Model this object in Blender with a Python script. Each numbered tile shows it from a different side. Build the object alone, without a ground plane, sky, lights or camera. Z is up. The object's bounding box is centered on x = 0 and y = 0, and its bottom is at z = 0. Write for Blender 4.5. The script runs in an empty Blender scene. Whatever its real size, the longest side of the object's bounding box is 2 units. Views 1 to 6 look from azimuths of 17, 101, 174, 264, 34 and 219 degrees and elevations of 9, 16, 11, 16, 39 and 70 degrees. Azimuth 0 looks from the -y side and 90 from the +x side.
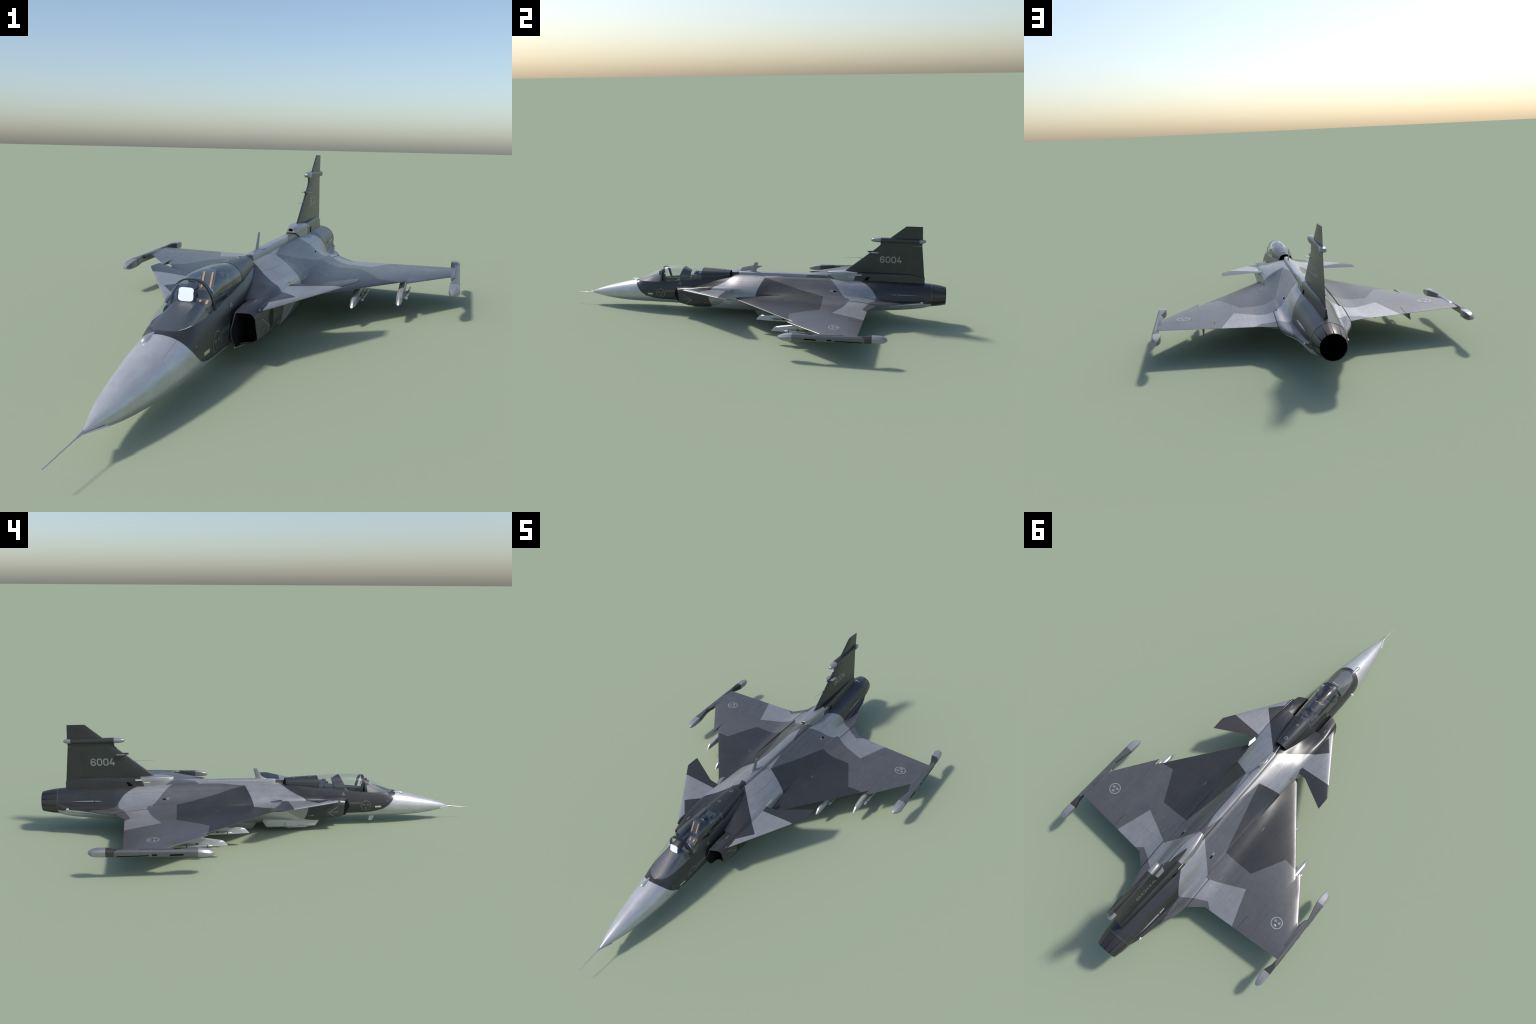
import bpy, bmesh, math
from mathutils import Vector, Matrix
from mathutils.bvhtree import BVHTree

# ------------------------------------------------------------------ helpers
def pchip(xs, ys):
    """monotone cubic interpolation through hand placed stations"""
    n = len(xs)
    h = [xs[i+1]-xs[i] for i in range(n-1)]
    d = [(ys[i+1]-ys[i])/h[i] for i in range(n-1)]
    m = [0.0]*n
    if n > 2:
        m[0], m[-1] = d[0], d[-1]
        for i in range(1, n-1):
            if d[i-1]*d[i] > 0:
                w1, w2 = 2*h[i]+h[i-1], h[i]+2*h[i-1]
                m[i] = (w1+w2)/(w1/d[i-1]+w2/d[i])
    else:
        m = [d[0], d[0]]
    def f(x):
        if x <= xs[0]: return ys[0]
        if x >= xs[-1]: return ys[-1]
        i = 0
        while x > xs[i+1]: i += 1
        t = (x-xs[i])/h[i]
        return ((1+2*t)*(1-t)**2*ys[i] + t*(1-t)**2*h[i]*m[i]
                + t*t*(3-2*t)*ys[i+1] + t*t*(t-1)*h[i]*m[i+1])
    return f

def lerp1(xs, ys):
    def f(x):
        if x <= xs[0]: return ys[0]
        if x >= xs[-1]: return ys[-1]
        i = 0
        while x > xs[i+1]: i += 1
        t = (x-xs[i])/(xs[i+1]-xs[i])
        return ys[i]+(ys[i+1]-ys[i])*t
    return f

def spans(a, b, n):
    return [a+(b-a)*i/n for i in range(n+1)]

def catmull(pts, k, closed=False):
    """centripetal-ish Catmull-Rom through 2D points, k samples a segment"""
    n = len(pts); out = []
    rng = range(n) if closed else range(n-1)
    for i in rng:
        p1, p2 = pts[i], pts[(i+1) % n]
        p0 = pts[(i-1) % n] if (closed or i > 0) else None
        p3 = pts[(i+2) % n] if (closed or i+2 < n) else None
        d12 = math.dist(p1, p2)
        def tan(a, b, c):
            da, dc = max(math.dist(a, b), 1e-6), max(math.dist(b, c), 1e-6)
            return [((b[j]-a[j])/da*dc+(c[j]-b[j])/dc*da)/(da+dc) for j in range(len(b))]
        t1 = tan(p0, p1, p2) if p0 else [(p2[j]-p1[j])/max(d12, 1e-6) for j in range(len(p1))]
        t2 = tan(p1, p2, p3) if p3 else [(p2[j]-p1[j])/max(d12, 1e-6) for j in range(len(p1))]
        for s in range(k):
            t = s/k
            a, b = (1+2*t)*(1-t)**2, t*(1-t)**2*d12
            c, d = t*t*(3-2*t), t*t*(t-1)*d12
            out.append(tuple(a*p1[j]+b*t1[j]+c*p2[j]+d*t2[j] for j in range(len(p1))))
    if not closed: out.append(tuple(pts[-1]))
    return out

ROOT = None
def obj_from(name, verts, faces, mats, parent=None, sharp=32, face_mat=None, smooth=True):
    me = bpy.data.meshes.new(name)
    me.from_pydata([tuple(v) for v in verts], [], [tuple(f) for f in faces])
    for m in (mats if isinstance(mats, (list, tuple)) else [mats]): me.materials.append(m)
    if face_mat:
        for p, i in zip(me.polygons, face_mat): p.material_index = i
    bm = bmesh.new(); bm.from_mesh(me)
    bmesh.ops.remove_doubles(bm, verts=bm.verts, dist=1e-6)
    bmesh.ops.recalc_face_normals(bm, faces=bm.faces)
    for f in bm.faces: f.smooth = smooth
    a = math.radians(sharp)
    for e in bm.edges:
        if len(e.link_faces) == 2 and e.calc_face_angle(0) > a: e.smooth = False
    bm.to_mesh(me); bm.free()
    ob = bpy.data.objects.new(name, me)
    bpy.context.scene.collection.objects.link(ob)
    ob.parent = parent or ROOT
    return ob

def loft(rings, closed=True, cap0=False, cap1=False):
    n = len(rings[0]); v = [p for r in rings for p in r]; f = []
    for i in range(len(rings)-1):
        for j in range(n if closed else n-1):
            k = (j+1) % n
            f.append((i*n+j, i*n+k, (i+1)*n+k, (i+1)*n+j))
    if cap0: f.append(tuple(range(n-1, -1, -1)))
    if cap1: f.append(tuple((len(rings)-1)*n+j for j in range(n)))
    return v, f

def merge(*parts):
    V, F = [], []
    for v, f in parts:
        o = len(V); V += list(v); F += [tuple(i+o for i in q) for q in f]
    return V, F

def mirror(vf):
    v, f = vf
    return [(-p[0], p[1], p[2]) for p in v], [tuple(reversed(q)) for q in f]

def box(c, s, rot=None, taper=1.0):
    v = []
    for dz in (-1, 1):
        for dx, dy in ((-1, -1), (1, -1), (1, 1), (-1, 1)):
            k = taper if dz > 0 else 1.0
            p = Vector((dx*s[0]*k, dy*s[1]*k, dz*s[2]))
            if rot: p = rot @ p
            v.append(tuple(p+Vector(c)))
    return v, [(3, 2, 1, 0), (4, 5, 6, 7), (0, 1, 5, 4), (1, 2, 6, 5), (2, 3, 7, 6), (3, 0, 4, 7)]

def lathe(path, seg=20, axis='y', c=(0, 0, 0), cap=True):
    """path: (position along axis, radius)"""
    rings = []
    for a, r in path:
        ring = []
        for j in range(seg):
            t = 2*math.pi*j/seg
            u, w = r*math.cos(t), r*math.sin(t)
            ring.append((c[0]+u, c[1]+a, c[2]+w) if axis == 'y' else (c[0]+u, c[1]+w, c[2]+a))
        rings.append(ring)
    return loft(rings, True, cap, cap)

def prism(poly, x0, x1, inset=0.0, plane='x'):
    """extrude an outline in (y,z) from x0 to x1"""
    n = len(poly)
    v = [(x0, p[0], p[1]) for p in poly]+[(x1, p[0], p[1]) for p in poly]
    f = [tuple(range(n-1, -1, -1)), tuple(range(n, 2*n))]
    for i in range(n):
        k = (i+1) % n
        f.append((i, k, n+k, n+i))
    return v, f

# ------------------------------------------------------------------ materials
class NT:
    def __init__(s, name):
        s.m = bpy.data.materials.new(name); s.m.use_nodes = True
        s.t = s.m.node_tree; s.t.nodes.clear()
        s.out = s.n('ShaderNodeOutputMaterial')
    def n(s, kind, **kw):
        nd = s.t.nodes.new(kind)
        for k, v in kw.items(): setattr(nd, k, v)
        return nd
    def l(s, a, b): s.t.links.new(a, b)
    def put(s, sock, v):
        if isinstance(v, (int, float)): sock.default_value = v
        elif isinstance(v, (tuple, list)): sock.default_value = v
        else: s.l(v, sock)
    def math(s, op, a, b=0.0, c=None, clamp=False):
        nd = s.n('ShaderNodeMath', operation=op); nd.use_clamp = clamp
        s.put(nd.inputs[0], a); s.put(nd.inputs[1], b)
        if c is not None: s.put(nd.inputs[2], c)
        return nd.outputs[0]
    def mix(s, fac, a, b):
        nd = s.n('ShaderNodeMix', data_type='RGBA')
        s.put(nd.inputs[0], fac)
        s.put(nd.inputs[6], a if not isinstance(a, tuple) else (*a, 1)); s.put(nd.inputs[7], b if not isinstance(b, tuple) else (*b, 1))
        return nd.outputs[2]
    def noise(s, vec, scale, detail=3, rough=.55):
        nd = s.n('ShaderNodeTexNoise'); s.l(vec, nd.inputs['Vector'])
        nd.inputs['Scale'].default_value = scale; nd.inputs['Detail'].default_value = detail
        nd.inputs['Roughness'].default_value = rough
        return nd.outputs[0]
    def coords(s):
        tc = s.n('ShaderNodeTexCoord'); sp = s.n('ShaderNodeSeparateXYZ'); s.l(tc.outputs['Object'], sp.inputs[0])
        s.P = tc.outputs['Object']; s.x, s.y, s.z = sp.outputs
        s.ax = s.math('ABSOLUTE', s.x)
        cb = s.n('ShaderNodeCombineXYZ'); s.l(s.ax, cb.inputs[0]); s.l(s.y, cb.inputs[1]); s.l(s.z, cb.inputs[2])
        s.A = cb.outputs[0]
    def half(s, a, b, c, d):
        """signed a|x|+by+cz+d, scaled to metres"""
        k = math.sqrt(a*a+b*b+c*c)
        nd = s.n('ShaderNodeVectorMath', operation='DOT_PRODUCT'); s.l(s.A, nd.inputs[0])
        nd.inputs[1].default_value = (a/k, b/k, c/k)
        return s.math('ADD', nd.outputs['Value'], d/k)
    def line(s, p, q, side=1):
        """half plane in plan view left (side=1) of the line p->q"""
        a, b = -(q[1]-p[1])*side, (q[0]-p[0])*side
        return s.half(a, b, 0, -(a*p[0]+b*p[1]))
    def both(s, *h):
        r = h[0]
        for k in h[1:]: r = s.math('MINIMUM', r, k)
        return r
    def any(s, *h):
        r = h[0]
        for k in h[1:]: r = s.math('MAXIMUM', r, k)
        return r
    def edge(s, d, w=.0007):
        nd = s.n('ShaderNodeMapRange'); s.l(d, nd.inputs[0])
        nd.inputs[1].default_value = -w; nd.inputs[2].default_value = w
        return nd.outputs[0]
    def near(s, v, at, w=.0006):
        return s.math('SUBTRACT', 1.0, s.edge(s.math('SUBTRACT', s.math('ABSOLUTE', s.math('SUBTRACT', v, at)), w), w*.5))
    def bsdf(s, col, rough=.45, metal=0.0, spec=.5, **kw):
        b = s.n('ShaderNodeBsdfPrincipled')
        s.put(b.inputs['Base Color'], (*col, 1) if isinstance(col, tuple) else col)
        s.put(b.inputs['Roughness'], rough); s.put(b.inputs['Metallic'], metal); s.put(b.inputs['Specular IOR Level'], spec)
        for k, v in kw.items(): s.put(b.inputs[k], v)
        s.l(b.outputs[0], s.out.inputs[0])
        return b

DARK = (.054, .055, .056)
MID  = (.130, .131, .133)
LITE = (.300, .303, .308)
PALE = (.480, .484, .490)
PYLON = (.400, .404, .408)
PAINT_ROUGH = .33
PAINT_METAL = .50

def finish(n, col, panel=None, streak=1.0):
    """soft weathering, faint panel lines and gloss over a paint colour"""
    mp = n.n('ShaderNodeMapping'); n.l(n.P, mp.inputs[0]); mp.inputs['Scale'].default_value = (1, .28, 1)
    a = n.noise(n.P, 14, 4); b = n.noise(mp.outputs[0], 75, 4, .6)
    f = n.math('ADD', n.math('MULTIPLY', n.math('SUBTRACT', a, .5), .30*streak), n.math('MULTIPLY', n.math('SUBTRACT', b, .5), .34*streak))
    f = n.math('ADD', f, 1.0)
    if panel is not None:
        f = n.math('MULTIPLY', f, n.math('SUBTRACT', 1.0, n.math('MULTIPLY', panel, .24)))
    vm = n.n('ShaderNodeVectorMath', operation='SCALE'); n.l(col, vm.inputs[0]); n.l(f, vm.inputs['Scale'])
    mq = n.n('ShaderNodeMapping'); n.l(n.P, mq.inputs[0]); mq.inputs['Scale'].default_value = (1, .12, 1)
    q = n.noise(mq.outputs[0], 120, 3, .6)
    r = n.math('ADD', PAINT_ROUGH-.05, n.math('MULTIPLY', q, .10))
    n.bsdf(vm.outputs[0], r, PAINT_METAL, .5)
    return n.m

def lines(n, ys=(), xs=(), zs=()):
    r = None
    for v, lst in ((n.y, ys), (n.ax, xs), (n.z, zs)):
        for q in lst:
            k = n.near(v, q)
            r = k if r is None else n.math('MAXIMUM', r, k)
    return r

def dark_wing_patch(n):
    """dark polygon shared by the wing and the body side"""
    a = n.line((.037, .092), (.110, .4014), -1)
    b = n.half(0, -1, 0, .4010)
    c = n.line((.247, .4004), (.321, .263), -1)
    d = n.line((.321, .263), (.377, .269), -1)
    return n.both(a, b, n.any(c, d))

def paint_body(name, lower=True):
    n = NT(name); n.coords()
    col = n.mix(n.edge(dark_wing_patch(n)), MID, DARK)
    # pale front shoulder patch
    front = n.any(n.half(-.39, -1, 0, .1064), n.half(-6.41, -1, 0, .329))
    col = n.mix(n.edge(front), col, LITE)
    # dark forward body
    col = n.mix(n.edge(n.half(-.995, -1, 0, -.050)), col, DARK)
    # pale band round the rear body, dark barrel behind it
    rear = n.both(n.half(-1.66, 1, 0, -.53), n.half(-1, .108, 0, .079-.0714))
    col = n.mix(n.edge(rear), col, DARK)
    band = n.both(n.half(-1.06, 1, 0, -.40), n.half(1.66, -1, 0, .53), n.half(-.65, -1, 0, .712))
    col = n.mix(n.edge(band), col, LITE)
    # pale belly and nose: below a curve z = f(y)
    fc = n.n('ShaderNodeFloatCurve')
    pts = [(-.900, .200), (-.628, .152), (-.619, .142), (-.613, .136), (-.604, .122), (-.595, .111), (-.575, .092), (-.554, .079), (-.51, .0665), (-.468, .062), (-.383, .060),
           (-.33, .050), (-.25, .045), (-.197, .0545), (-.160, .064), (-.135, .074), (-.105, .0965), (-.085, .108), (.60, .104), (.70, .106), (.885, .119), (.905, .112), (1.0, .112)]
    cm = fc.mapping; cu = cm.curves[0]
    q = [((y+1)/2, z*4) for y, z in pts]
    cu.points[0].location = q[0]; cu.points[1].location = q[-1]
    for p in q[1:-1]: cu.points.new(*p)
    for p in cu.points: p.handle_type = 'VECTOR'
    cm.update()
    n.l(n.math('MULTIPLY', n.math('ADD', n.y, 1.0), .5), fc.inputs['Value'])
    under = n.math('SUBTRACT', n.math('MULTIPLY', fc.outputs[0], .25), n.z)
    col = n.mix(n.edge(under), col, PALE)
    pl = lines(n, ys=(-.685, -.30, -.115, -.02, .085, .185, .305, .42, .505, .59, .685, .79, .865), xs=(.036, .098), zs=(.068, .185))
    return finish(n, col, pl)

def paint_wing(name):
    n = NT(name); n.coords()
    col = n.mix(n.edge(dark_wing_patch(n)), MID, DARK)
    lite = n.both(n.line((.127, .530), (.2717, .4632), 1), n.line((.2717, .4632), (.3222, .6123), 1))
    hole = n.both(n.line((.1811, .5994), (.2077, .6207), 1), n.line((.1473, .6167), (.1811, .5994), 1))
    col = n.mix(n.edge(n.both(lite, n.math('MULTIPLY', hole, -1.0))), col, LITE)
    flap = n.math('ABSOLUTE', n.any(n.both(n.line((.2823, .2051), (.4006, .3290)), n.half(-1, 0, 0, .404)), n.both(n.line((.4000, .3280), (.5280, .4688)), n.half(1, 0, 0, -.404))))
    pl = n.math('MAXIMUM', n.math('MULTIPLY', n.near(flap, 0.0, .0007), n.edge(n.half(1, 0, 0, -.285))), lines(n, ys=(.08, .21, .36, .46), xs=(.19, .225)))
    return finish(n, col, pl)

def paint_canard(name):
    n = NT(name); n.coords()
    col = n.mix(n.edge(n.half(.036, 1, 0, .0958-.0046)), LITE, DARK)
    tri = n.both(n.half(-.995, -1, 0, -.050), n.line((.1342, -.2725), (.1745, -.2243), 1))
    col = n.mix(n.edge(tri), col, DARK)
    return finish(n, col, lines(n, xs=(.185,), ys=(-.15,)))

def paint_plain(name, base, panel_y=(), streak=1.0):
    n = NT(name); n.coords()
    col = n.mix(0.0, base, base)
    return finish(n, col, lines(n, ys=panel_y) if panel_y else None, streak)

def paint_split(name, base, regions, panel_y=(), panel_z=()):
    """base colour with half-space regions: (colour, [(a,b,c,d),...])"""
    n = NT(name); n.coords()
    col = n.mix(0.0, base, base)
    for c, hs in regions:
        col = n.mix(n.edge(n.both(*[n.half(*h) for h in hs])), col, c)
    return finish(n, col, lines(n, ys=panel_y, zs=panel_z) if (panel_y or panel_z) else None)

def simple(name, col, rough=.5, metal=0.0, spec=.5, **kw):
    n = NT(name); n.coords()
    nz = n.noise(n.P, 120, 3)
    c = n.mix(n.math('MULTIPLY', nz, .35), col, tuple(v*.75 for v in col))
    n.bsdf(c, rough, metal, spec, **kw)
    return n.m

def glass(name, tint=(.95, .97, .97), ior=1.5, gloss=2.1):
    n = NT(name)
    tr = n.n('ShaderNodeBsdfTransparent'); tr.inputs[0].default_value = (*tint, 1)
    gl = n.n('ShaderNodeBsdfGlossy'); gl.inputs['Roughness'].default_value = .06; gl.inputs[0].default_value = (1, 1, 1, 1)
    lw = n.n('ShaderNodeLayerWeight'); lw.inputs[0].default_value = .5
    f0 = ((ior-1)/(ior+1))**2
    fac = n.math('ADD', f0*gloss, n.math('MULTIPLY', n.math('POWER', lw.outputs['Facing'], 4.5), .60))
    mx = n.n('ShaderNodeMixShader')
    n.l(n.math('MINIMUM', fac, 1.0), mx.inputs[0])
    n.l(tr.outputs[0], mx.inputs[1]); n.l(gl.outputs[0], mx.inputs[2]); n.l(mx.outputs[0], n.out.inputs[0])
    return n.m

M_BODY = paint_body('camouflage_body_paint')
M_WING = paint_wing('camouflage_wing_paint')
M_CANARD = paint_canard('camouflage_canard_paint')
M_PALE = paint_plain('pale_grey_paint', PALE)
M_PYLON = paint_plain('pylon_grey_paint', PYLON)
M_UNDER = paint_plain('pale_underside_paint', PALE, (.1, .25, .4))
M_DARK = paint_plain('dark_grey_paint', DARK)
M_LITE = paint_plain('light_grey_paint', LITE)
M_MID = paint_plain('mid_grey_paint', MID)
M_FIN = paint_split('fin_paint', (.050, .053, .052), [])
M_FINBASE = paint_split('fin_base_paint', DARK, [(LITE, [(0, -1, .45, .553-.45*.225)])], panel_y=(.62, .72, .80))
M_SPINE = paint_split('spine_paint', MID, [(LITE, [(-4.5, -1, 0, .385)]), (DARK, [(0, -1, 0, -.052)])], panel_y=(.06, .16, .26))
M_HUMP = paint_plain('canopy_fairing_paint', DARK, (), .5)
M_RAIL = paint_split('wing_rail_paint', MID, [(DARK, [(-1.6, 1, 0, .87-.60)]), (LITE, [(0, -1, 0, .3135)]), (LITE, [(0, 1, 0, -.6610)])])
M_FINPOD = paint_split('fin_pod_paint', DARK, [(LITE, [(0, -1, 0, .6730)]), (LITE, [(0, 1, 0, -.8610)])])
M_BLACK = simple('black_opening', (.004, .004, .004), .9, 0, .05)
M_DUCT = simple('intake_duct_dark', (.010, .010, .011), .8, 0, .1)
M_LIP = simple('bare_metal_lip', (.55, .56, .58), .28, .8)
M_NOZ = simple('heat_stained_metal', (.085, .078, .075), .33, .75)
M_NOZIN = simple('near_black_liner', (.005, .005, .006), .8, 0, .1)  # near-black base colour, matching the black look of the nozzle interior
M_RING = simple('nozzle_seal_metal', (.13, .125, .12), .35, .7)
M_STEEL = simple('bare_steel', (.55, .55, .57), .3, .85)
M_GLASS = glass('canopy_glass')
M_FRAME = simple('canopy_frame_black', (.018, .019, .021), .35)
M_PIT = simple('cockpit_dark', (.022, .024, .028), .55)
M_SHROUD = simple('glareshield_fabric', (.060, .062, .070), .45)
M_SEAT = simple('seat_dark_fabric', (.035, .038, .046), .7)
M_STRAP = simple('tan_webbing', (.42, .27, .13), .7)
M_RED = simple('red_handle', (.40, .05, .06), .5)
M_YEL = simple('yellow_stripe', (.55, .40, .08), .5)
M_MIRROR = simple('mirror_glass', (.9, .92, .95), .08, .9)
M_HUD = simple('combiner_painted_sun_glare', (.95, .97, 1.0), .12, 0.0, 1.0)  # opaque near-white: sun reflection on the clear combiner put into base colour
M_STRIP = simple('formation_light_strip', (.50, .55, .36), .4)
M_MARK = paint_plain('grey_marking_paint', (.265, .275, .278))
M_MARKW = paint_plain('pale_marking_paint', (.400, .412, .422))
M_MARKD = paint_plain('faint_marking_paint', (.150, .158, .156))
M_BAR = paint_plain('faint_name_bar_paint', (.105, .111, .110))
M_REDL = simple('red_lens', (.55, .04, .03), .12)
M_GREENL = simple('green_lens', (.02, .40, .33), .12)
M_CLEARL = simple('clear_lens', (.65, .67, .70), .12)

# ------------------------------------------------------------------ root
ROOT = bpy.data.objects.new('fighter_jet', None)
bpy.context.scene.collection.objects.link(ROOT)
ROOT["label"] = "grey camouflage delta wing fighter jet with canards"
ROOT["category"] = "fighter jet"

# ------------------------------------------------------------------ forward fuselage
NY   = [-.8975, -.892, -.880, -.869, -.846, -.799, -.753, -.707, -.662, -.617, -.600, -.580, -.550, -.500, -.450, -.350, -.250, -.170, -.100]
NW   = [.0006, .0026, .0069, .0108, .0185, .0309, .0400, .0477, .0543, .0599, .0613, .0624, .0637, .0648, .0654, .0655, .0650, .0600, .0500]
NC   = [.0622, .0624, .0632, .0644, .0664, .0702, .0742, .0785, .0832, .0880, .0895, .0912, .0935, .0965, .0995, .1040, .1080, .1140, .1200]
NTOP = [.0628, .0655, .0710, .0765, .0857, .1018, .1149, .1275, .1391, .1499, .1538, .1690, .1830, .1900, .1955, .2080, .2150, .2150, .2120]
NBOT = [.0616, .0602, .0565, .0545, .0488, .0402, .0350, .0314, .0296, .0287, .0287, .0287, .0287, .0287, .0287, .0285, .0300, .0400, .0500]
fw, fcz, ftop, fbot = (pchip(NY, k) for k in (NW, NC, NTOP, NBOT))
SILLX = pchip([-.63, -.612, -.600, -.580, -.550, -.500, -.450, -.350, -.250, -.17, -.10], [.001, .006, .022, .0395, .0470, .0500, .0508, .0500, .0465, .0380, .0285])
def sill_z(y):
    x = SILLX(y)
    return fcz(y)+(ftop(y)-fcz(y))*math.sqrt(max(0, 1-(x/fw(y))**2))

def fwd_ring(y, n_top=8, n_side=30, floor=None):
    w, c, t, b = fw(y), fcz(y), ftop(y), fbot(y)
    pts = []
    if y < -.612:
        a0 = math.asin(min(1, .35))
        if floor is None: tops = [(w*math.sin(a0*i/n_top), c+(t-c)*math.cos(a0*i/n_top)) for i in range(n_top)]
    else:
        sx, sz = SILLX(y), sill_z(y)
        a0 = math.asin(min(1, sx/w))
        if floor is None:
            tops = [(sx*i/n_top, sz) for i in range(n_top)]
        else:
            prof = [(0, floor), (sx*.5, floor), (sx*.86, floor), (sx*.88, floor+.004), (sx*.90, floor+(sz-floor)*.4), (sx*.92, floor+(sz-floor)*.8), (sx*.93, sz-.0006), (sx*.96, sz)]
            tops = prof
    pts += tops
    for i in range(n_side+1):
        a = a0+(math.pi-a0)*i/n_side
        zz = math.cos(a)
        pts.append((w*math.sin(a), c+(t-c)*zz if zz > 0 else c+(c-b)*zz))
    full = [(x, y, z) for x, z in pts]+[(-x, y, z) for x, z in reversed(pts[1:-1])]
    return full

ys = spans(-.8975, -.880, 3)+spans(-.8740, -.685, 20)
v, f = loft([fwd_ring(y) for y in ys], True, True, False)
radome = obj_from('radome', v, f, M_PALE)
ys = spans(-.685, -.612, 8)+spans(-.6119, -.5601, 8)
rings = [fwd_ring(y) for y in ys]+[fwd_ring(y, floor=.118) for y in spans(-.5599, -.2351, 24)]+[fwd_ring(y) for y in spans(-.2349, -.10, 8)]
v, f = loft(rings, True, False, True)
# cockpit floor and walls take their own dark material
nr = len(rings[0]); fm = []
for i in range(len(rings)-1):
    for j in range(nr):
        inner = j < 7 or j >= nr-7
        yy = rings[i][0][1]
        fm.append(1 if inner and -.5605 < yy < -.2345 else 0)
fm.append(0)
fwd = obj_from('forward_fuselage', v, f, [M_BODY, M_PIT], face_mat=fm)

# air data probe and nose strakes
v, f = lathe([(-1.000, .0004), (-.999, .0009), (-.93, .0011), (-.912, .0013), (-.909, .0021), (-.897, .0026), (-.885, .003)], 12, c=(0, 0, 0))
v = [(p[0], p[1], p[2]+.0525+(p[1]+1.0)*.096) for p in v]
obj_from('air_data_probe', v, f, M_STEEL)
for s in (1, -1):
    v, f = prism([(-.896, .0615), (-.852, .0595), (-.852, .0585), (-.896, .0608)], 0, 1)
    v = [((.002 if p[0] == 0 else (.0045 if p[1] < -.88 else .0215))*s, p[1], p[2]) for p in v]
    obj_from('nose_strake', v, f, M_PALE)

# sensor bump ahead of the windscreen (left of the centre line)
def blob(name, c, r, mat, parent=None, n=14, m=10, rot=None, zflat=None):
    rings = []
    for i in range(m+1):
        a = -math.pi/2+math.pi*i/m
        ring = []
        for j in range(n):
            t = 2*math.pi*j/n
            p = Vector((r[0]*math.cos(a)*math.cos(t), r[1]*math.sin(a), r[2]*math.cos(a)*math.sin(t)))
            if rot: p = rot @ p
            ring.append(tuple(p+Vector(c)))
        rings.append(ring)
    v, f = loft(rings, True)
    return obj_from(name, v, f, mat, parent, sharp=60)

path = [(-.6590, .0010), (-.6580, .0035), (-.6550, .0062), (-.6500, .0078), (-.6440, .0080), (-.6250, .0066), (-.6080, .0040)]
v, f = lathe(path, 18, c=(-.0165, 0, 0))
v = [(p[0]+(p[1]+.65)*.06, p[1], p[2]*1.05+.1400+(p[1]+.65)*.10) for p in v]
obj_from('sensor_dome', v, f, M_PALE)

# ------------------------------------------------------------------ centre and rear fuselage
BY = [-.27, -.225, -.175, -.10, -.03, .06, .14, .25, .40, .48, .56, .66, .72, .80, .885, .93]
B0 = [(0, .140), (0, .160), (0, .182), (0, .199), (0, .2070), (0, .2100), (0, .2110), (0, .2115), (0, .2125), (0, .213), (0, .213), (0, .2120), (0, .2095), (0, .205), (0, .200), (0, .197)]
B1 = [(.03, .142), (.03, .161), (.030, .181), (.028, .195), (.027, .2035), (.027, .2055), (.025, .2065), (.025, .207), (.026, .2075), (.028, .207), (.030, .206), (.030, .206), (.028, .2035), (.026, .1995), (.023, .1955), (.0217, .1928)]
B2 = [(.060, .146), (.059, .160), (.056, .174), (.055, .184), (.055, .1920), (.054, .1935), (.051, .191), (.050, .188), (.052, .187), (.055, .186), (.058, .184), (.059, .184), (.056, .182), (.052, .1785), (.047, .177), (.0415, .179)]
B3 = [(.090, .151), (.089, .160), (.089, .168), (.089, .1705), (.088, .174), (.086, .173), (.081, .168), (.078, .165), (.078, .163), (.077, .162), (.0765, .157), (.0768, .148), (.0718, .146), (.0668, .144), (.0597, .146), (.0540, .1575)]
B4 = [(.116, .1515), (.118, .1570), (.1198, .1595), (.1200, .1562), (.1178, .1492), (.1150, .1450), (.110, .1465), (.106, .1470), (.103, .1460), (.099, .1440), (.092, .137), (.0835, .1275), (.0770, .1245), (.0700, .1235), (.0615, .1265), (.0566, .1405)]
B5 = [(.1255, .143), (.126, .149), (.1265, .1525), (.1255, .1490), (.1225, .1415), (.1195, .1385), (.122, .1380), (.1275, .1365), (.1275, .1350), (.1275, .1335), (.128, .1295), (.128, .119), (.117, .1165), (.0865, .1165), (.0685, .1225), (.0558, .131)]
B6 = [(.1275, .078), (.1275, .077), (.1275, .076), (.1265, .0755), (.1225, .0800), (.1190, .0860), (.1195, .0900), (.1255, .094), (.1275, .098), (.1275, .100), (.128, .103), (.128, .107), (.117, .108), (.0865, .1095), (.0685, .1125), (.0528, .1205)]
B7 = [(.117, .057), (.117, .056), (.116, .055), (.108, .0510), (.101, .0500), (.099, .0560), (.101, .0640), (.103, .075), (.104, .084), (.104, .0885), (.104, .092), (.100, .098), (.093, .098), (.077, .101), (.062, .1035), (.0475, .110)]
B8 = [(.088, .044), (.088, .043), (.087, .042), (.080, .0355), (.076, .0335), (.074, .0345), (.077, .0400), (.080, .049), (.078, .060), (.077, .066), (.075, .071), (.072, .077), (.068, .080), (.062, .085), (.053, .091), (.0400, .1005)]
B9 = [(.05, .036), (.05, .035), (.05, .034), (.046, .0255), (.043, .0225), (.042, .0230), (.043, .0265), (.044, .0325), (.043, .039), (.042, .0438), (.041, .048), (.040, .0560), (.038, .0608), (.035, .068), (.031, .0788), (.0217, .0882)]
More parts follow.
